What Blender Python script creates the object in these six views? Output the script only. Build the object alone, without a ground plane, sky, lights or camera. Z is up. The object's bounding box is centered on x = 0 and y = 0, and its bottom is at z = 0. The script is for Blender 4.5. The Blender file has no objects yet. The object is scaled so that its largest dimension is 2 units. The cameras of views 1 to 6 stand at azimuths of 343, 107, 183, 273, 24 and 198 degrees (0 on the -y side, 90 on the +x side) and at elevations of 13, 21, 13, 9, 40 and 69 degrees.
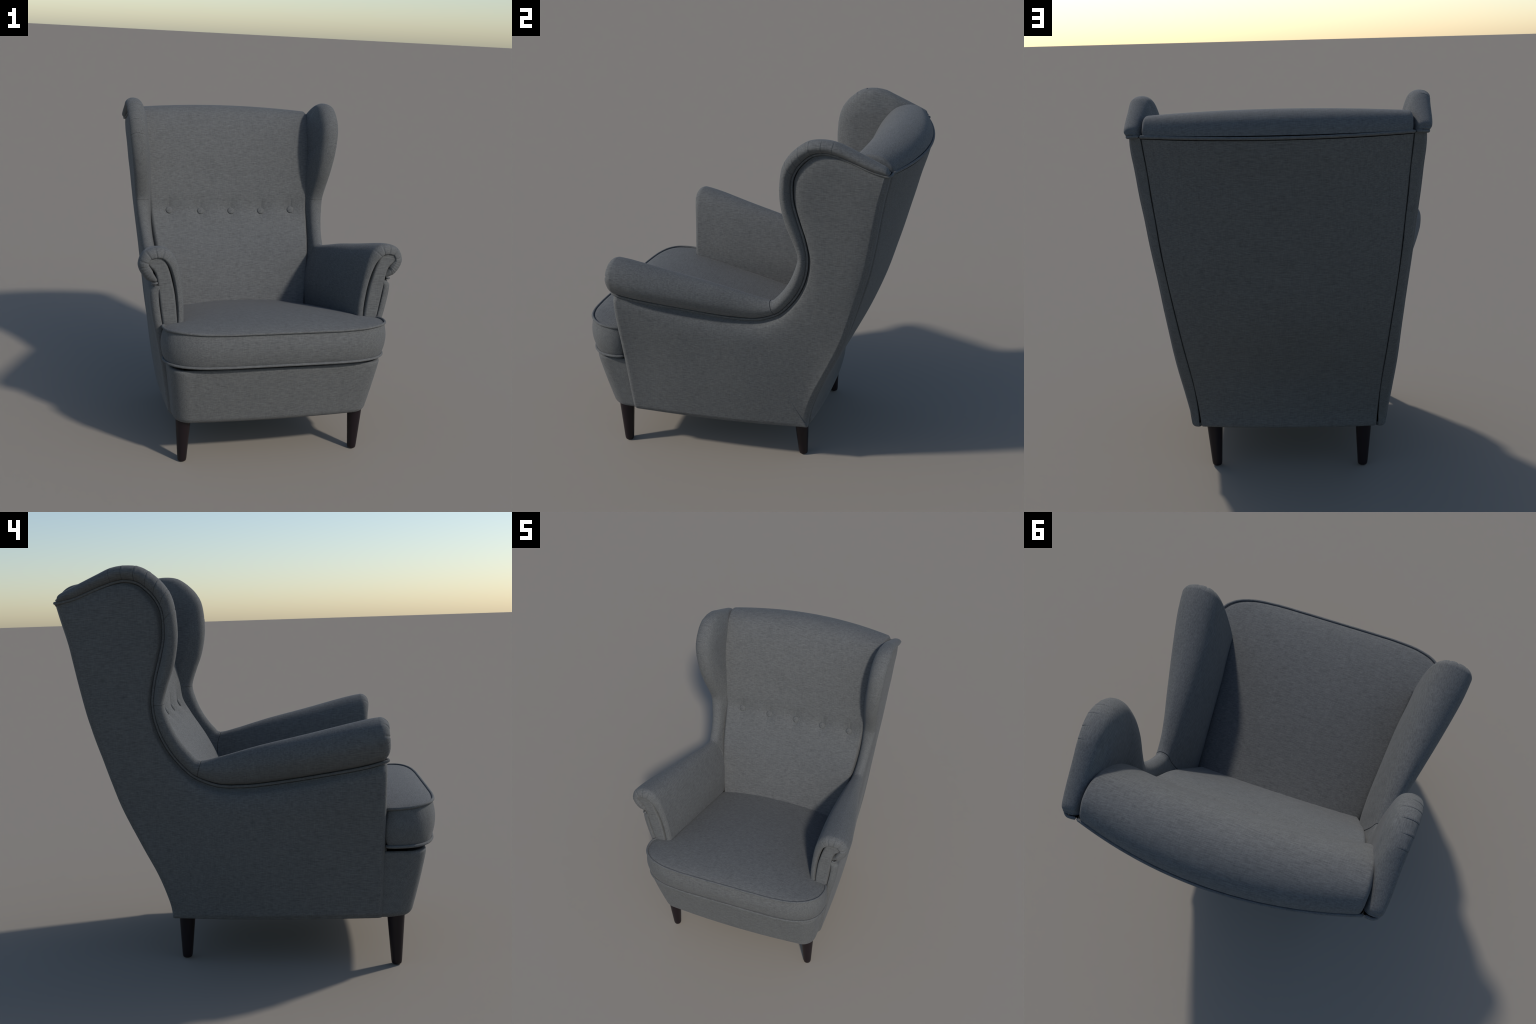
"""Grey upholstered wing chair with rolled arms, buttoned back and dark tapered legs."""
import bpy, math
import numpy as np

# ------------------------------------------------------------------ helpers
def spline(ctrl, n=None, t=None, u=None):
    """Catmull-Rom style cubic Hermite through control rows (monotone-ish tangents)."""
    P = np.asarray(ctrl, float)
    if P.ndim == 1:
        P = P[:, None]
    k = np.arange(len(P), dtype=float) if u is None else np.asarray(u, float)
    if t is None:
        t = np.linspace(k[0], k[-1], n)
    t = np.asarray(t, float)
    d = np.diff(P, axis=0) / np.diff(k)[:, None]
    m = np.empty_like(P)
    h = np.diff(k)[:, None]
    m[1:-1] = (d[:-1] * h[1:] + d[1:] * h[:-1]) / (h[1:] + h[:-1])
    m[0], m[-1] = d[0], d[-1]
    i = np.clip(np.searchsorted(k, t, side='right') - 1, 0, len(P) - 2)
    hh = (k[i + 1] - k[i])[:, None]
    s = (t - k[i])[:, None] / hh
    return ((2*s**3 - 3*s**2 + 1) * P[i] + (s**3 - 2*s**2 + s) * hh * m[i]
            + (-2*s**3 + 3*s**2) * P[i + 1] + (s**3 - s**2) * hh * m[i + 1])

def f1(xs, ys):
    """Smooth 1-D function through points (xs increasing)."""
    xs = np.asarray(xs, float); ys = np.asarray(ys, float)
    def g(x):
        x = np.asarray(x, float)
        return spline(ys, t=np.clip(x.ravel(), xs[0], xs[-1]), u=xs)[:, 0].reshape(x.shape)
    return g

def arclen(P):
    return np.concatenate([[0], np.cumsum(np.linalg.norm(np.diff(P, axis=0), axis=1))])

def resample(P, n):
    s = arclen(P)
    t = np.linspace(0, s[-1], n)
    return np.stack([np.interp(t, s, P[:, c]) for c in range(P.shape[1])], 1)

def gauss(x, w):
    return np.exp(-(x / w) ** 2)

def smooth01(x):
    x = np.clip(x, 0, 1)
    return x * x * (3 - 2 * x)

def mesh_object(name, verts, faces, mat, parent):
    me = bpy.data.meshes.new(name)
    me.from_pydata([tuple(map(float, v)) for v in verts], [], faces)
    me.update()
    me.polygons.foreach_set("use_smooth", [True] * len(me.polygons))
    me.materials.append(mat)
    ob = bpy.data.objects.new(name, me)
    bpy.context.scene.collection.objects.link(ob)
    ob.parent = parent
    return ob

def grid_faces(n, m, close_u=False, close_v=False, flip=False):
    fs = []
    for i in range(n if close_u else n - 1):
        i2 = (i + 1) % n
        for j in range(m if close_v else m - 1):
            j2 = (j + 1) % m
            f = (i * m + j, i2 * m + j, i2 * m + j2, i * m + j2)
            fs.append(f[::-1] if flip else f)
    return fs

def sheet(name, G, mat, parent, flip=False, close_u=False, close_v=False):
    G = np.asarray(G)
    n, m = G.shape[:2]
    return mesh_object(name, G.reshape(-1, 3), grid_faces(n, m, close_u, close_v, flip), mat, parent)

def normals(G):
    du = np.gradient(G, axis=0); dv = np.gradient(G, axis=1)
    N = np.cross(du, dv)
    return N / np.maximum(np.linalg.norm(N, axis=2, keepdims=True), 1e-9)

def tube(name, path, r, mat, parent, closed=False, seg=10, cap=True):
    P = np.asarray(path, float)
    n = len(P)
    T = (np.roll(P, -1, 0) - np.roll(P, 1, 0)) if closed else np.gradient(P, axis=0)
    T /= np.linalg.norm(T, axis=1, keepdims=True)
    ref = np.array([0.31, 0.17, 0.93])
    a = np.cross(T[0], ref); a /= np.linalg.norm(a)
    rings = []
    for i in range(n):
        a = a - T[i] * (a @ T[i]); a /= np.linalg.norm(a)
        b = np.cross(T[i], a)
        rr = r
        if cap and not closed and i in (0, n - 1):
            rr = r * 0.35
        rings.append([P[i] + rr * (math.cos(q) * a + math.sin(q) * b)
                      for q in np.linspace(0, 2 * math.pi, seg, endpoint=False)])
    V = np.array(rings)
    fs = grid_faces(n, seg, close_u=closed, close_v=True, flip=True)
    if not closed:
        fs.append(tuple(range(seg)))
        fs.append(tuple((n - 1) * seg + k for k in range(seg))[::-1])
    return mesh_object(name, V.reshape(-1, 3), fs, mat, parent)

def mirror(G):
    G = np.array(G, float).copy(); G[..., 0] *= -1
    return G

# ------------------------------------------------------------------ materials
def fabric(name, streak, tone=1.0):
    """Melange woven cloth: fine threads, streaks run along the given axis."""
    mat = bpy.data.materials.new(name); mat.use_nodes = True
    nt = mat.node_tree; nd = nt.nodes; lk = nt.links
    bs = nd["Principled BSDF"]
    tc = nd.new("ShaderNodeTexCoord")
    def noise(scale_vec, detail=3.0, rough=0.6):
        mp = nd.new("ShaderNodeMapping"); mp.inputs["Scale"].default_value = scale_vec
        no = nd.new("ShaderNodeTexNoise"); no.inputs["Scale"].default_value = 1.0
        no.inputs["Detail"].default_value = detail; no.inputs["Roughness"].default_value = rough
        lk.new(tc.outputs["Object"], mp.inputs["Vector"]); lk.new(mp.outputs["Vector"], no.inputs["Vector"])
        return no.outputs["Fac"]
    def axis_scale(along, across):
        return tuple(along if k == streak else across for k in range(3))
    weft = noise(axis_scale(30, 270), 2.0)
    if streak == 0:
        warp = noise((250, 30, 30), 2.0)
    else:
        warp = noise((30, 250, 30), 2.0)
    cloud = noise((5, 5, 5), 3.0)
    def math_node(op, a, b):
        m = nd.new("ShaderNodeMath"); m.operation = op
        for s, v in ((0, a), (1, b)):
            if isinstance(v, (int, float)):
                m.inputs[s].default_value = v
            else:
                lk.new(v, m.inputs[s])
        return m.outputs[0]
    mix = math_node('ADD', math_node('MULTIPLY', weft, 0.66), math_node('MULTIPLY', warp, 0.28))
    mix = math_node('ADD', mix, math_node('MULTIPLY', cloud, 0.06))
    rp = nd.new("ShaderNodeValToRGB")
    e = rp.color_ramp.elements
    e[0].position = 0.33; e[1].position = 0.69
    e[0].color = (0.079 * tone, 0.080 * tone, 0.0795 * tone, 1)
    e[1].color = (0.141 * tone, 0.143 * tone, 0.1415 * tone, 1)
    lk.new(mix, rp.inputs["Fac"]); lk.new(rp.outputs["Color"], bs.inputs["Base Color"])
    bs.inputs["Roughness"].default_value = 0.92
    bs.inputs["Specular IOR Level"].default_value = 0.18
    bs.inputs["Sheen Weight"].default_value = 0.06
    bs.inputs["Sheen Roughness"].default_value = 0.5
    bp = nd.new("ShaderNodeBump"); bp.inputs["Strength"].default_value = 0.25
    bp.inputs["Distance"].default_value = 0.002
    lk.new(mix, bp.inputs["Height"]); lk.new(bp.outputs["Normal"], bs.inputs["Normal"])
    return mat

def lacquer():
    mat = bpy.data.materials.new("dark_wood"); mat.use_nodes = True
    nt = mat.node_tree; nd = nt.nodes; lk = nt.links; bs = nd["Principled BSDF"]
    tc = nd.new("ShaderNodeTexCoord"); mp = nd.new("ShaderNodeMapping")
    mp.inputs["Scale"].default_value = (60, 60, 5)
    no = nd.new("ShaderNodeTexNoise"); no.inputs["Scale"].default_value = 1.0; no.inputs["Detail"].default_value = 4
    rp = nd.new("ShaderNodeValToRGB")
    rp.color_ramp.elements[0].color = (0.006, 0.0032, 0.0046, 1)
    rp.color_ramp.elements[1].color = (0.012, 0.0062, 0.0088, 1)
    lk.new(tc.outputs["Object"], mp.inputs["Vector"]); lk.new(mp.outputs["Vector"], no.inputs["Vector"])
    lk.new(no.outputs["Fac"], rp.inputs["Fac"]); lk.new(rp.outputs["Color"], bs.inputs["Base Color"])
    bs.inputs["Roughness"].default_value = 0.42
    bs.inputs["Specular IOR Level"].default_value = 0.35
    return mat

FX = fabric("grey_fabric_cross", 0)
FY = fabric("grey_fabric_length", 1)
WOOD = lacquer()
LINING = fabric("black_lining", 0, 0.15)

# ------------------------------------------------------------------ root
root = bpy.data.objects.new("wing_chair", None)
bpy.context.scene.collection.objects.link(root)
root["label"] = "grey fabric wingback armchair with buttoned back and dark tapered legs"
root["category"] = "armchair"

# ------------------------------------------------------------------ shared curves
# rear edge of the side panels: y as a function of z
rear_y = f1([0.245, 0.31, 0.436, 0.532, 0.747, 0.993, 1.233, 1.466, 1.68, 1.80, 1.84],
            [0.387, 0.394, 0.431, 0.470, 0.569, 0.659, 0.732, 0.778, 0.812, 0.839, 0.848])
rear_x = f1([0.245, 0.47, 0.85, 1.2, 1.5, 1.75, 1.84], [0.506, 0.545, 0.577, 0.605, 0.638, 0.664, 0.670])
seam_x = f1([0.24, 0.52, 0.85, 1.15, 1.48, 1.84], [0.467, 0.490, 0.525, 0.557, 0.586, 0.615])
back_bulge = f1([.245, .4, .55, .7, .9, 1.0, 1.2, 1.4, 1.6, 1.75, 1.84], [.030, .024, .014, .020, .042, .048, .048, .062, .084, .098, .100])

# rolled edge of wing and arm, one row per station, from the rear top corner
# over the wing, down its front, round the waist and along the arm:
# crest y,z | piping y,z | x: inner shoulder, crest, outer, piping | hidden inner base x,y,z
STATIONS = [
    (.840,1.856, .834,1.838, .622,.655,.684,.672, .612,.815,1.835),
    (.826,1.878, .812,1.841, .612,.655,.693,.670, .605,.79,1.81),
    (.765,1.908, .745,1.858, .602,.655,.700,.668, .592,.74,1.80),
    (.645,1.963, .650,1.895, .594,.655,.705,.666, .585,.70,1.80),
    (.577,1.991, .568,1.922, .597,.660,.710,.666, .580,.68,1.78),
    (.508,2.000, .510,1.929, .594,.660,.715,.666, .575,.66,1.75),
    (.436,1.990, .450,1.914, .592,.665,.719,.666, .572,.64,1.72),
    (.372,1.949, .395,1.868, .592,.665,.719,.664, .570,.62,1.68),
    (.319,1.891, .360,1.815, .592,.665,.716,.662, .567,.60,1.62),
    (.289,1.817, .345,1.757, .587,.662,.711,.659, .563,.58,1.57),
    (.279,1.680, .347,1.660, .575,.655,.698,.651, .548,.55,1.50),
    (.300,1.547, .370,1.565, .565,.640,.683,.644, .545,.52,1.42),
    (.335,1.450, .398,1.470, .558,.630,.670,.636, .542,.50,1.37),
    (.360,1.375, .415,1.380, .554,.620,.658,.627, .540,.49,1.32),
    (.363,1.335, .417,1.330, .551,.617,.653,.621, .537,.475,1.27),
    (.352,1.290, .410,1.270, .549,.612,.648,.614, .533,.45,1.20),
    (.325,1.220, .388,1.192, .547,.605,.640,.602, .525,.42,1.10),
    (.288,1.155, .345,1.107, .545,.600,.632,.591, .515,.37,.98),
    (.240,1.095, .285,1.030, .541,.595,.626,.582, .500,.30,.85),
    (.200,1.066, .225, .979, .537,.592,.624,.577, .480,.22,.72),
    (.100,1.086, .120, .938, .534,.605,.636,.573, .470,.12,.68),
    (.000,1.113, .010, .934, .536,.620,.657,.583, .475,.00,.66),
    (-.11,1.142, -.10, .943, .540,.635,.685,.599, .485,-.11,.66),
    (-.32,1.190, -.30, .974, .551,.662,.735,.634, .505,-.32,.66),
    (-.51,1.236, -.50,1.012, .570,.688,.778,.682, .522,-.51,.66),
    (-.60,1.256, -.60,1.034, .579,.694,.793,.704, .526,-.60,.66),
    (-.655,1.265, -.660,1.052, .585,.696,.799,.716, .528,-.655,.66),
]
ST = np.array(STATIONS)
K = len(ST)
SEAM_WAIST, SEAM_ARM = 13.75, 19.0

def roll_sections(t, m=64):
    """Sections of the rolled edge at station parameters t -> array (len(t), m, 3)."""
    R = spline(ST, t=t)
    out = []
    for c, tc in zip(R, t):
        cr = c[0:2]; pi = c[2:4]
        h = cr - pi
        xi, xc, xo, xp = c[4:8]
        base = c[8:11]
        hl = max(np.hypot(*h), 1e-6)
        D = np.array([xc, *cr])
        E = np.array([xo, *(pi + 0.52 * h)])
        E2 = np.array([xc + 0.72 * (xo - xc), *(pi + 0.86 * h)])
        Fp = np.array([xp + 0.50 * (xo - xp), *(pi + 0.15 * h)])
        Gp = np.array([xp - 0.012, *(pi + .005 * h / max(np.hypot(*h), 1e-6))])
        deep = min(np.interp(tc, [0, 2, 13, 17, 20, 24, 26], [.05, .085, .085, .072, .060, .072, .077]), 1.1 * hl)
        C = np.array([xi, *(cr - deep * h / hl)])
        C2 = np.array([xi + 0.42 * (xc - xi), *(cr - 0.20 * deep * h / hl)])
        B = 0.5 * C + 0.5 * base; B[0] = 0.55 * xi + 0.45 * base[0] - 0.006 - 0.028 * smooth01((tc - 16.5) / 5) * (.6 + .4 * smooth01((cr[0] + .66) / .25))
        q = spline([base, B, C, C2, D, E2, E, Fp, Gp], 160,
                   u=np.cumsum([0] + [max(np.linalg.norm(b - a), 1e-4) ** 0.5 for a, b in
                                      zip([base, B, C, C2, D, E2, E, Fp], [B, C, C2, D, E2, E, Fp, Gp])]))
        out.append(resample(q, m))
    return np.array(out)

def groove_profile(t, ends, w):
    """1 inside, dropping to 0 within w of the given seam parameters."""
    g = np.ones_like(t)
    for e in ends:
        d = np.clip(np.abs(t - e) / w, 0, 1)
        g = np.minimum(g, np.sqrt(1 - (1 - d) ** 2))
    return g

def build_roll(name, t0, t1, n, seams, creases, side, parent, m=64):
    t = np.linspace(t0, t1, n)
    # extra samples close to seams so the tuck is crisp
    extra = []
    for e in seams:
        extra += list(e + np.linspace(-0.10, 0.10, 41))
    for cpos, *_ in creases:
        extra += list(cpos + np.linspace(-0.12, 0.12, 25))
    t = np.unique(np.clip(np.concatenate([t, extra]), t0, t1))
    G = roll_sections(t, m)
    N = normals(G)
    m = G.shape[1]
    sv = np.linspace(0, 1, m)
    off = np.zeros(G.shape[:2])
    g = groove_profile(t, seams, 0.05)
    off = off - 0.006 * (1 - g)[:, None] * smooth01((sv - .25) / .2)[None, :]
    for cpos, s0, s1, depth, skew in creases:
        pos = cpos + skew * (sv - 0.9)
        w = 0.016
        d = gauss(t[:, None] - pos[None, :], w)
        fade = smooth01((sv - s0) / 0.08) * smooth01((s1 - sv) / 0.03 + 0.4)
        off -= .8 * depth * d * fade[None, :]
        # soft puff between creases
        off += 0.35 * depth * gauss(t[:, None] - pos[None, :] - 0.11, 0.08) * fade[None, :]
    # orientation: outward
    sgn = 1.0 if N[len(t) // 2, int(m * 0.8), 0] > 0 else -1.0
    G = G + sgn * N * off[..., None]
    flip = sgn < 0
    if side < 0:
        G = mirror(G); flip = not flip
    return G, t, flip

WING_CREASES = [(3.85, .66, .97, .0026, .14), (4.75, .68, .97, .0034, .18), (5.65, .64, .97, .0032, .10),
                (6.5, .62, .97, .0030, -.08), (7.25, .70, .97, .0034, -.30), (8.1, .66, .97, .0030, -.12),
                (9.2, .62, .98, .0036, -.05)]

def arm_front_round(G, steps=14):
    """Roll the open front end of an arm over into its front face."""
    last = G[-1]
    T = np.gradient(last, axis=0); T[:, 1] = 0
    T /= np.maximum(np.linalg.norm(T, axis=1, keepdims=True), 1e-9)
    # inward normal of the section (to the right of the travel direction, in xz)
    nin = np.stack([T[:, 2], np.zeros(len(T)), -T[:, 0]], 1)
    m = len(last)
    sv = np.linspace(0, 1, m)
    r = f1([0, .45, .52, .58, .66, .78, .86, .92, .97, 1], [.031, .033, .039, .046, .047, .042, .043, .043, .034, .020])(sv)[:, None]
    gather = np.zeros(m)
    for p, d in ((.59, .5), (.645, .9), (.70, 1.0), (.755, .9), (.82, .8)):
        gather += d * gauss(sv - p, 0.0055)
    for p in np.arange(.865, .985, .020):
        gather += .35 * gauss(sv - p, 0.005)
    rows = []
    for k in range(1, steps + 1):
        a = math.radians(100) * k / steps
        e = r * (1 - math.cos(a)); f = r * math.sin(a)
        row = last + nin * e
        row[:, 1] -= f[:, 0]
        push = 0.0055 * gather * math.sin(min(a, math.pi / 2)) ** 1.2
        row += nin * push[:, None] * math.cos(a * .8)
        row[:, 1] += push * 0.9
        rows.append(row)
    tuck = rows[-1].copy(); tuck += nin * 0.010; tuck[:, 1] += 0.03
    rows.append(tuck)
    return np.concatenate([G, np.array(rows)], 0)

# front face of an arm: inner and outer edge (x,z), foot to scroll
ARM_INNER = [(.558,.60),(.572,.82),(.590,.98),(.612,1.08),(.630,1.14),(.652,1.19),(.682,1.214),(.715,1.219),(.740,1.214)]
ARM_OUTER = [(.618,.60),(.655,.81),(.680,.97),(.693,1.06),(.702,1.105),(.717,1.132),(.742,1.158),(.758,1.185),(.752,1.205)]

def build_arm_face(side, parent):
    a = spline(ARM_INNER, 120); b = spline(ARM_OUTER, 120)
    rows = []
    for v in np.concatenate([[0, 0], np.linspace(0, 1, 25)[1:-1], [1, 1]]):
        q = a * (1 - v) + b * v
        e = min(v, 1 - v)
        y = -.676 - .014 * math.sqrt(1 - (1 - min(e / .16, 1)) ** 2)
        rows.append(np.stack([q[:, 0], np.full(len(q), y), q[:, 1]], 1))
    rows[0][:, 1] = -.645; rows[-1][:, 1] = -.645
    G = np.array(rows)
    end = G[:, -1:].copy(); end[..., 1] = -.645
    G[:, -1, 1] += .008
    G = np.concatenate([G, end], 1)
    if side < 0:
        G = mirror(G)
    return sheet("arm_front", G, FX, parent, flip=(side > 0))

# side panel: pairs of (piping station parameter, edge y, edge z) along rear edge then bottom edge
SIDE_PAIRS = [(0.3,.847,1.834),(1.5,.841,1.812),(3,.828,1.75),(5,.812,1.68),(7,.790,1.55),(9,.772,1.44),(11,.745,1.30),
              (13,.719,1.20),(14.5,.690,1.10),(16,.648,.96),(17,.601,.82),(18,.516,.63),(19,.445,.475),(20,.398,.33),
              (20.7,.385,.243),(21.2,.22,.243),(22,.02,.244),(23,-.20,.246),(24,-.41,.249),(25,-.55,.252),(26,-.642,.254)]

def build_side_panel(side, parent):
    SP = np.array(SIDE_PAIRS)
    idx = np.unique(np.concatenate([np.linspace(0, 14, 130), np.linspace(14, 20, 120)]))
    cut = 14.0
    a = spline(SP[:15], t=idx[idx <= cut])
    b = spline(SP[14:], t=idx[idx > cut] - cut)
    pr = np.concatenate([a, b])
    top = spline(ST, t=pr[:, 0])
    y0, z0, x0 = top[:, 2], top[:, 3], top[:, 7]
    y1, z1 = pr[:, 1], pr[:, 2]
    onbottom = idx > cut
    bot_x = f1([-.70, -.3, .0, .385], [.600, .582, .560, .512])
    x1 = np.where(onbottom, bot_x(y1), rear_x(z1))
    kern = gauss(np.arange(-18, 19), 9.0); kern /= kern.sum()
    x1 = np.convolve(np.pad(x1, 18, mode='reflect', reflect_type='odd'), kern, mode='valid')
    # outward direction at the lower edge (in yz)
    ny = np.where(onbottom, 0.0, 1.0); nz = np.where(onbottom, -1.0, 0.0)
    w = smooth01((idx - (cut - .9)) / 1.2)
    ny = 1 - w; nz = -w
    sl = np.gradient(rear_y(np.linspace(.245, 1.84, 200)), np.linspace(.245, 1.84, 200))
    dydz = np.interp(z1, np.linspace(.245, 1.84, 200), sl)
    nz = nz - (1 - w) * dydz
    L = np.hypot(ny, nz); ny /= L; nz /= L
    r = np.where(onbottom, .020, .026)
    rows = []
    # tuck at the piping, then flat, then rounded edge, then rear/bottom strip, then tuck
    dy, dz = y1 - y0, z1 - z0
    ln = np.hypot(dy, dz); ty, tz = dy / np.maximum(ln, 1e-6), dz / np.maximum(ln, 1e-6)
    rows.append(np.stack([x0 - .022, y0 + ty * .004, z0 + tz * .004], 1))
    for a_ in np.linspace(0, math.pi / 2, 6):
        rr = .010
        rows.append(np.stack([x0 - rr + rr * math.sin(a_), y0 + ty * (.008 + rr - rr * math.cos(a_)), z0 + tz * (.008 + rr - rr * math.cos(a_))], 1))
    ya, za, xa = y0 + ty * .018, z0 + tz * .018, x0
    yb, zb = y1 - ny * r, z1 - nz * r
    # one smooth outer skin: cubic fit through all borders plus the small border residuals
    def basis(y, z):
        z = z - 1.0
        return np.stack([np.ones_like(y), y, z, y*y, y*z, z*z, y**3, y*y*z, y*z*z, z**3], -1)
    co = np.linalg.lstsq(np.concatenate([basis(ya, za), basis(yb, zb)]), np.concatenate([xa, x1]), rcond=None)[0]
    # padding: the panel stands proud of the straight skin, fading towards its borders
    pipe_pts = spline(ST, t=np.linspace(0, K - 1, 220))[:, 2:4]
    def padding(y, z):
        dp = np.min(np.hypot(y[:, None] - pipe_pts[None, :, 0], z[:, None] - pipe_pts[None, :, 1]), 1)
        f = np.ones_like(y)
        for d, w in ((rear_y(z) - y, .135), (z - .243, .30), (dp, .028)):
            f = f * (1 - np.exp(-np.clip(d, 0, None) / w))
        amp = .036 + .046 * smooth01((1.15 - z) / .35) * smooth01((.50 - y) / .55)
        return amp * f * (.58 + .42 * smooth01((y + .68) / .4))
    ra, rb = xa - basis(ya, za) @ co, x1 - basis(yb, zb) @ co
    for s in np.linspace(0.02, 1, 46):
        Y, Z = ya * (1 - s) + yb * s, za * (1 - s) + zb * s
        X = basis(Y, Z) @ co + ra * (1 - s) ** 4 + rb * s ** 9
        X = X + padding(Y, Z)
        rows.append(np.stack([X, Y, Z], 1))
    for a_ in np.linspace(0, math.pi / 2, 10)[1:]:
        rows.append(np.stack([x1 - r * (1 - math.cos(a_)), yb + ny * r * math.sin(a_), zb + nz * r * math.sin(a_)], 1))
    width = np.where(onbottom, .03, np.clip(rear_x(z1) - seam_x(z1) - r - .001, .008, .1))
    for s in (.5, .85, .97):
        rows.append(np.stack([x1 - r - width * s, y1 + ny * .001 * (1 - s), z1 + nz * .001], 1))
    rows.append(np.stack([x1 - r - width, y1 - ny * .004, z1 - nz * .004], 1))
    rows.append(np.stack([x1 - r - width - .001, y1 - ny * .020, z1 - nz * .020], 1))
    G = np.array(rows).transpose(1, 0, 2)          # (path, across, 3)
    # front edge: roll the last column round to the front
    last = G[-1].copy()
    cols = []
    rf = .030
    for a_ in np.linspace(0, math.pi / 2, 9)[1:]:
        c = last.copy()
        c[:, 0] -= rf * (1 - math.cos(a_)); c[:, 1] -= rf * math.sin(a_)
        cols.append(c)
    for d, back in ((.012, 0), (.016, .006), (.018, .03)):
        c = cols[7].copy(); c[:, 0] -= d; c[:, 1] += back
        cols.append(c)
    G = np.concatenate([G, np.array(cols)], 0)
    flip = False
    if side < 0:
        G = mirror(G); flip = True
    return sheet("side_panel", G, FY, parent, flip=flip)

# ------------------------------------------------------------------ side assemblies
for side in (1, -1):
    wing_cr = WING_CREASES if side < 0 else [(c + .3 * math.sin(7 * c), s0 + .03, s1, .6 * d, k * .6) for c, s0, s1, d, k in WING_CREASES]
    G, t, fl = build_roll("wing", 0.0, SEAM_WAIST, 420, [SEAM_WAIST], wing_cr, side, root)
    # close the rear end of the roll
    cap = G[0]; c = cap.mean(0)
    lay = [cap * (1 - f) + c * f for f in (.9, .5, .2, .08)]
    for q, f in zip(lay, (.9, .5, .2, .08)):
        q[:, 1] += .010 * math.sqrt(max(0, 1 - (1 - f) ** 2))
    G = np.concatenate([np.array(lay), G], 0)
    wing = sheet("wing", G, FY, root, flip=fl)
    G, t, fl = build_roll("wing_band", SEAM_WAIST, SEAM_ARM, 150, [SEAM_WAIST, SEAM_ARM], [], side, root)
    sheet("wing_band", G, FY, root, flip=fl)
    G, t, fl = build_roll("armrest", SEAM_ARM, K - 1, 160, [SEAM_ARM], [], 1, root, 240)
    G = arm_front_round(G)
    if side < 0:
        G = mirror(G); fl = not fl
    arm = sheet("armrest", G, FY, root, flip=fl)
    build_arm_face(side, arm)
    panel = build_side_panel(side, root)
    # piping along the roll, carried round the rear corner
    tt = np.linspace(0.9, K - 1, 420)
    R = spline(ST, t=tt)
    path = np.stack([R[:, 7] + .004, R[:, 2], R[:, 3]], 1)
    lead = np.array([(.622, .851, 1.838), (.640, .853, 1.838), (.660, .851, 1.837), (.674, .839, 1.836)])
    trail = np.array([(.717, -.682, 1.058), (.706, -.694, 1.062), (.694, -.690, 1.066)])
    path = np.concatenate([lead, path, trail])
    path = resample(spline(path, 1500, u=arclen(path)), 700)
    if side < 0:
        path = mirror(path)
    tube("piping", path, .0072, FY, panel)

# ------------------------------------------------------------------ back panel
def build_back():
    zz = np.concatenate([[.240, .246, .25], np.linspace(.26, 1.815, 90), [1.822, 1.827]])
    uu = np.linspace(-1, 1, 81)
    uu = np.sign(uu) * (1 - (1 - np.abs(uu)) ** 1.25)
    G = np.zeros((len(zz), len(uu), 3))
    for i, z in enumerate(zz):
        w = float(seam_x(z)) - .001
        x = uu * w
        y = rear_y(z) + back_bulge(z) * (1 - np.abs(uu) ** 2.3)
        edge = (1 - np.abs(uu)) * w
        d = np.clip(edge / .009, 0, 1)
        y = y + .003 - .016 * (1 - np.sqrt(1 - (1 - d) ** 2))
        if z < .26:
            y = y - .012 * (1 - math.sqrt(max(0, 1 - ((.26 - z) / .02) ** 2)))
        G[i, :, 0] = x; G[i, :, 1] = y; G[i, :, 2] = z + .004 * (1 - uu ** 2) * smooth01((1.0 - z)) - .008 * (1 - uu ** 2) * smooth01((z - 1.5) / .3)
    return sheet("back_panel", G, FX, root, flip=True)
back_panel = build_back()
u = np.linspace(-1, 1, 160)
path = np.stack([u * .618,   .851 + .100 * (1 - u ** 2), 1.838 - .008 * (1 - u ** 2)], 1)
tube("piping", path, .0075, FX, back_panel)

# ------------------------------------------------------------------ inner back with buttons
PAD_C = np.array([(.02,.58),(.088,.70),(.184,.88),(.294,1.07),(.385,1.20),(.437,1.28),(.462,1.38),(.493,1.50),(.530,1.63),(.574,1.75),
                  (.628,1.85),(.695,1.918),(.776,1.945),(.850,1.936),(.908,1.903),(.938,1.865),(.948,1.842)])
PAD_E = np.array([(.02,.58),(.088,.70),(.184,.88),(.286,1.07),(.370,1.20),(.412,1.28),(.430,1.38),(.455,1.50),(.492,1.63),(.535,1.74),
                  (.588,1.832),(.655,1.899),(.732,1.921),(.787,1.912),(.822,1.886),(.842,1.860),(.848,1.843)])
PAD_W = np.array([.44,.475,.513,.538,.551,.557,.566,.575,.586,.596,.605,.612,.618,.621,.621,.620,.618])
BUTTONS = [(-.421, 1.260), (-.203, 1.253), (.011, 1.251), (.226, 1.252), (.439, 1.262)]

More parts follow.
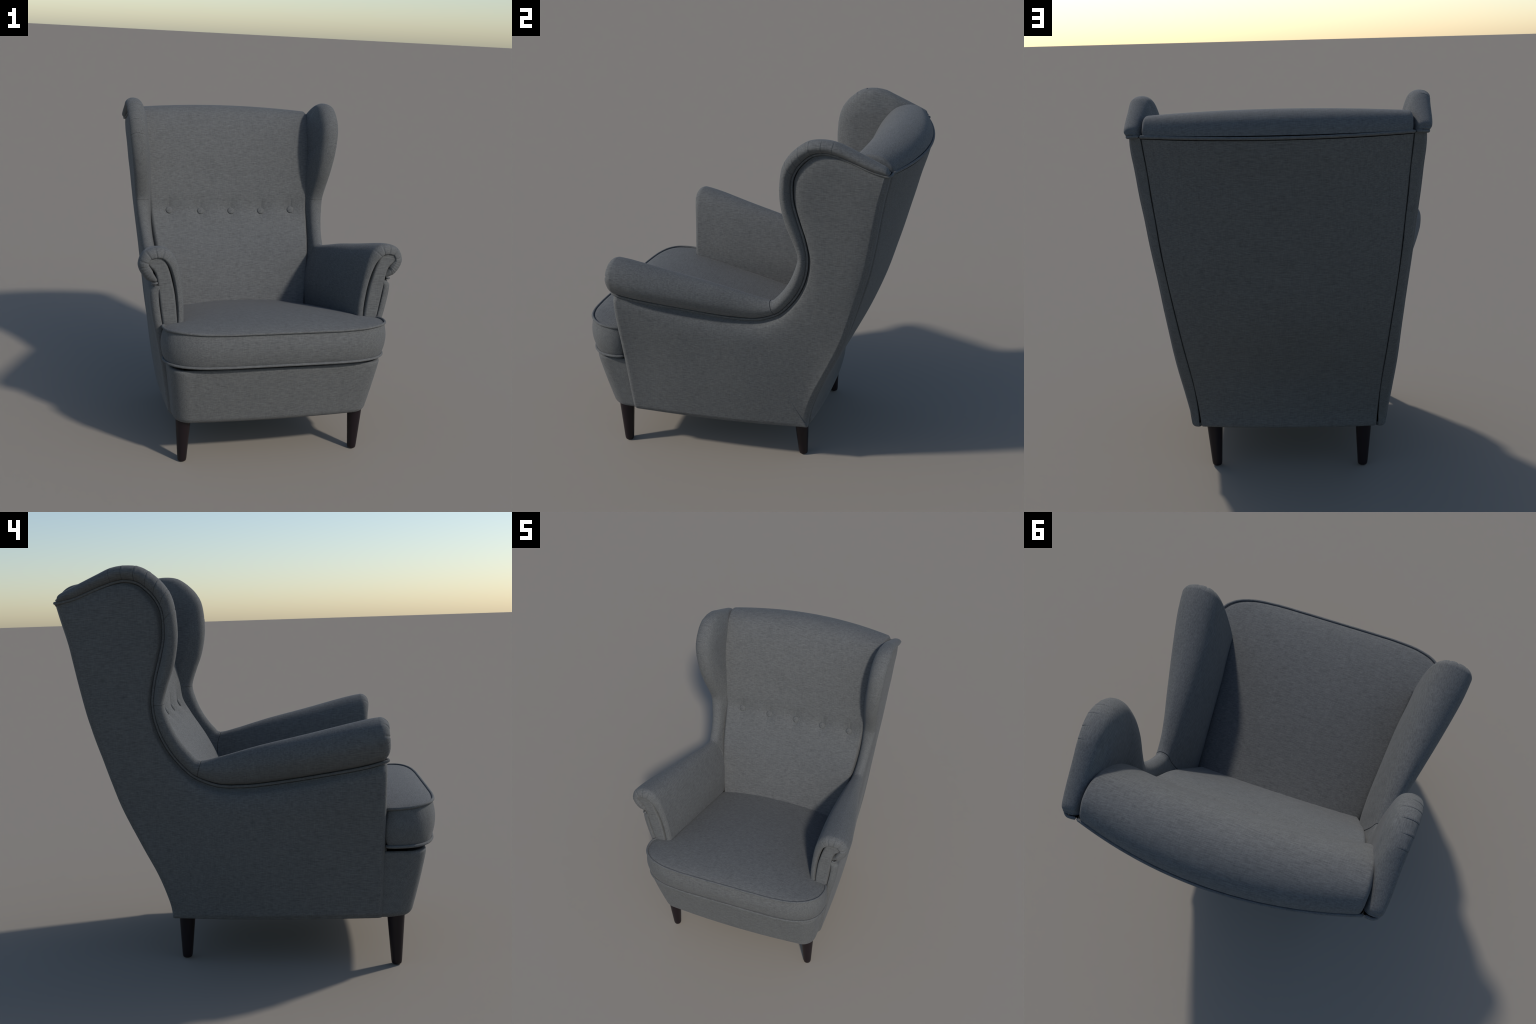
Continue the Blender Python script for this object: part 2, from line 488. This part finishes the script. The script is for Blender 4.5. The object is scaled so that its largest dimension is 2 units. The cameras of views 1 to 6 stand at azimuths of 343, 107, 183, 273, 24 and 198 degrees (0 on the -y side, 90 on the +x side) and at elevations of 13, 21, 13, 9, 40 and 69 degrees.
def build_pad():
    s = np.linspace(0, 1, 240)
    u0 = arclen(PAD_C) / arclen(PAD_C)[-1]
    c = spline(PAD_C, t=s, u=u0); e = spline(PAD_E, t=s, u=u0); w = spline(PAD_W, t=s, u=u0)[:, 0]
    nu = 221
    uu = np.linspace(-1, 1, nu)
    uu = np.sign(uu) * (1 - (1 - np.abs(uu)) ** 1.35)
    k = (1 - uu ** 2)[None, :]
    Y = e[:, :1] * (1 - k) + c[:, :1] * k
    Z = e[:, 1:] * (1 - k) + c[:, 1:] * k
    X = w[:, None] * uu[None, :]
    G = np.stack([X, Y, Z], 2)
    N = normals(G)
    # outward = towards -y on the front
    if N[60, nu // 2, 1] > 0:
        N = -N
    r = .026; depth = .062
    edge = (1 - np.abs(uu))[None, :] * w[:, None]
    d = np.clip(edge / r, 0, 1)
    off = -depth * (1 - (1 - (1 - d) ** 2.2) ** (1 / 2.2))
    # tufting: dimples with soft pull folds
    for bx, bz in BUTTONS:
        rr2 = ((X - bx) ** 2 + ((Z - bz) * 1.0) ** 2)
        front = Y < .6
        off -= front * (.008 * np.exp(-rr2 / .040 ** 2) + .009 * np.exp(-((X - bx) ** 2 + (Z - bz - .02) ** 2) / .07 ** 2))
        off -= front * .003 * gauss(X - bx - .004, .007) * gauss(Z - bz - .045, .035)
        off -= front * .002 * gauss(X - bx + .010, .006) * gauss(Z - bz + .040, .03)
    # valley along the tuft line
    off -= (Y < .6) * .004 * gauss(Z - 1.262, .03) * (1 - np.abs(uu)[None, :] ** 4)
    G = G + N * off[..., None]
    return sheet("backrest", G, FX, root, flip=False), G, N
pad, PG, PN = build_pad()

# covered buttons: flattened domes sharing one mesh
def dome_mesh(r, h):
    rings = []
    for a in np.linspace(0.02, 1.0, 10):
        q = a * math.pi * .62
        rings.append([(r * math.sin(q) / math.sin(min(q, math.pi/2)) * math.sin(min(q, math.pi/2)) * math.cos(p), r * math.sin(q) * math.sin(p), h * math.cos(q))
                      for p in np.linspace(0, 2 * math.pi, 28, endpoint=False)])
    return np.array(rings)
DM = dome_mesh(.0240, .011)
btn_me = None
for bx, bz in BUTTONS:
    d2 = (PG[..., 0] - bx) ** 2 + (PG[..., 2] - bz) ** 2 + (PG[..., 1] > .6) * 9
    i, j = np.unravel_index(np.argmin(d2), d2.shape)
    pos = PG[i, j] + PN[i, j] * .0045
    if btn_me is None:
        fs = grid_faces(DM.shape[0], DM.shape[1], close_v=True, flip=False)
        fs.append(tuple(range(DM.shape[1]))[::-1])
        b = mesh_object("button", DM.reshape(-1, 3), fs, FX, pad)
        btn_me = b.data
    else:
        b = bpy.data.objects.new("button", btn_me)
        bpy.context.scene.collection.objects.link(b); b.parent = pad
    b.location = pos
    n = PN[i, j]
    b.rotation_euler = (math.atan2(math.hypot(n[0], n[1]), n[2]), 0, math.atan2(n[0], -n[1]))

# ------------------------------------------------------------------ seat cushion
HALF = np.array([(0, -.946), (.20, -.946), (.38, -.942), (.50, -.926), (.588, -.890), (.642, -.836), (.662, -.778), (.662, -.720),
                 (.648, -.688), (.600, -.684), (.560, -.675), (.551, -.62), (.533, -.42), (.503, -.15), (.472, .12), (.44, .20), (.30, .22), (0, .22)])
def cushion_outline(n=360):
    right = HALF
    left = HALF[1:-1][::-1] * np.array([-1, 1])
    P = np.concatenate([right, left, right[:1]])
    Q = spline(P, 3000, u=arclen(P))
    Q = resample(Q, n + 1)[:-1]
    return Q
zc = f1([-.945, -.90, -.80, -.60, -.30, 0, .15, .25], [.824, .836, .846, .839, .793, .730, .702, .683])
ze = f1([-.945, -.90, -.80, -.70, -.50, -.30, 0, .15, .25], [.824, .826, .822, .815, .788, .752, .690, .660, .645])
wy = f1([-.945, -.85, -.70, -.42, 0, .25], [.66, .66, .62, .53, .48, .44])
def seat_top(x, y):
    f = np.clip(np.abs(x) / wy(y), 0, 1) ** 2.4
    return zc(y) * (1 - f) + ze(y) * f

def build_cushion():
    O = cushion_outline()
    n = len(O)
    T = np.roll(O, -1, 0) - np.roll(O, 1, 0)
    T /= np.linalg.norm(T, axis=1, keepdims=True)
    NO = np.stack([T[:, 1], -T[:, 0]], 1)
    ctr = np.array([0, -.68])
    # sides against arms and back dive into the gap
    sink = .045 * smooth01((O[:, 1] + .70) / .06)
    zt = seat_top(O[:, 0], O[:, 1]) - sink
    zb = .632 - .03 * np.clip((O[:, 1] + .75) / 1.0, 0, 1)
    rings = []
    def ring(xy, z):
        rings.append(np.stack([xy[:, 0], xy[:, 1], z], 1))
    # underside
    for f in (.98, .6, .2, .06):
        q = O + (ctr - O) * f
        ring(q - NO * .03 * (f < .3), zb - .004 + 0 * zt)
    ring(O - NO * .012, zb)
    # boxing band, belly in the middle
    for s in np.linspace(.03, .97, 16):
        b = -.012 * (1 - s) + .020 * math.sin(math.pi * s) ** .8 - .006 * s
        ring(O + NO * b, zb * (1 - s) + zt * s)
    # top edge then crowned top
    ring(O - NO * .006, zt)
    for f in (.012, .025, .04, .06, .085, .115, .15, .19, .235, .285, .34, .4, .465, .535, .61, .69, .77, .85, .93, .985, 1.0):
        q = O + (ctr - O) * f
        h = seat_top(q[:, 0], q[:, 1])
        lift = .006 * smooth01(f / .06)
        dd = np.clip(f * np.linalg.norm(O - ctr, axis=1) / .028, 0, 1)
        ring(q, h + lift - sink * (1 - np.sqrt(1 - (1 - dd) ** 2)))
    G = np.array(rings)
    G[-1] = G[-1].mean(0); G[0] = G[0].mean(0)
    ob = sheet("seat_cushion", G, FX, root, close_v=True, flip=True)
    front = O[:, 1] < -.682
    k0 = int(np.argmax(front & ~np.roll(front, 1)))
    top = np.stack([O[:, 0] + NO[:, 0] * .001, O[:, 1] + NO[:, 1] * .001, zt + .003], 1)
    bot = np.stack([O[:, 0] - NO[:, 0] * .004, O[:, 1] - NO[:, 1] * .004, zb + .001], 1)
    nf = int(front.sum())
    top = np.roll(top, -k0, 0)[:nf]; bot = np.roll(bot, -k0, 0)[:nf]
    tube("piping", top, .0075, FX, ob)
    tube("piping", bot, .0075, FX, ob)
    return ob
cushion = build_cushion()

# ------------------------------------------------------------------ front rail below the cushion
def build_apron():
    lev = [(.575, -.085, 0), (.590, -.050, 0), (.600, -.028, 0), (.604, -.012, 0), (.600, -.003, 0), (.590, 0, 0)]
    prof = [(z, inset, d) for z, inset, d in lev]
    for z in np.linspace(.578, .292, 14):
        prof.append((z, 0, 0))
    for a in np.linspace(0, math.pi / 2, 9):
        prof.append((.288 - .036 * math.sin(a), -.035 * (1 - math.cos(a)), 0))
    prof.append((.252, -.07, 0))
    rows = []
    for z, ins, _ in prof:
        f = np.clip((.60 - z) / .35, 0, 1)
        X = .636 * (1 - f) + .588 * f
        YF = -.910 * (1 - f ** 1.2) - .838 * f ** 1.2
        bow = .020
        rc = .095
        # half plan: from side back to the front centre
        pts = [(X, -.655), (X, YF + rc + bow)]
        for a in np.linspace(0, math.pi / 2, 12):
            pts.append((X - rc + rc * math.cos(a), YF + rc + bow - rc * math.sin(a)))
        for s in np.linspace(.1, 1, 12):
            x = (X - rc) * (1 - s)
            pts.append((x, YF + bow * (1 - s) ** 2 ))
        P = np.array(pts)
        P = np.concatenate([P, (P[:-1] * np.array([-1, 1]))[::-1]])
        P = resample(spline(P, 800, u=arclen(P) + np.arange(len(P)) * 1e-6), 161)
        T = np.gradient(P, axis=0); T /= np.linalg.norm(T, axis=1, keepdims=True)
        No = np.stack([-T[:, 1], T[:, 0]], 1)
        if No[80, 1] > 0:
            No = -No
        P = P + No * ins
        rows.append(np.stack([P[:, 0], P[:, 1], np.full(len(P), z)], 1))
    return sheet("front_rail", np.array(rows), FX, root, flip=True)
apron = build_apron()

# lining under the seat
v = [(-.50, -.78, .264), (.50, -.78, .264), (.56, -.66, .264), (.48, .37, .260), (-.48, .37, .260), (-.56, -.66, .264)]
mesh_object("bottom_lining", v, [(5, 4, 3, 2, 1, 0)], LINING, root)

# ------------------------------------------------------------------ legs
def leg(top, foot, rt, rb):
    rings = []
    prof = [(0.0, .72), (.004, .92), (.010, 1.0)]
    top = np.array(top); foot = np.array(foot)
    seg = 32
    for zf, k in prof:
        rings.append([(foot[0] + rb * k * math.cos(a), foot[1] + rb * k * math.sin(a), zf) for a in np.linspace(0, 2*math.pi, seg, endpoint=False)])
    for s in np.linspace(.08, 1, 12):
        c = foot * (1 - s) + top * s
        r = rb * (1 - s) + rt * s
        rings.append([(c[0] + r * math.cos(a), c[1] + r * math.sin(a), c[2]) for a in np.linspace(0, 2*math.pi, seg, endpoint=False)])
    V = np.array(rings)
    fs = grid_faces(V.shape[0], seg, close_v=True, flip=True)
    fs.append(tuple(range(seg))[::-1]); fs.append(tuple((V.shape[0]-1)*seg + k for k in range(seg)))
    return mesh_object("leg", V.reshape(-1, 3), fs, WOOD, root)
for sx in (1, -1):
    leg((.533*sx, -.740, .282), (.532*sx, -.742, 0), .0455, .0258)
    leg((.402*sx, .322, .280), (.394*sx, .333, 0), .0455, .0258)
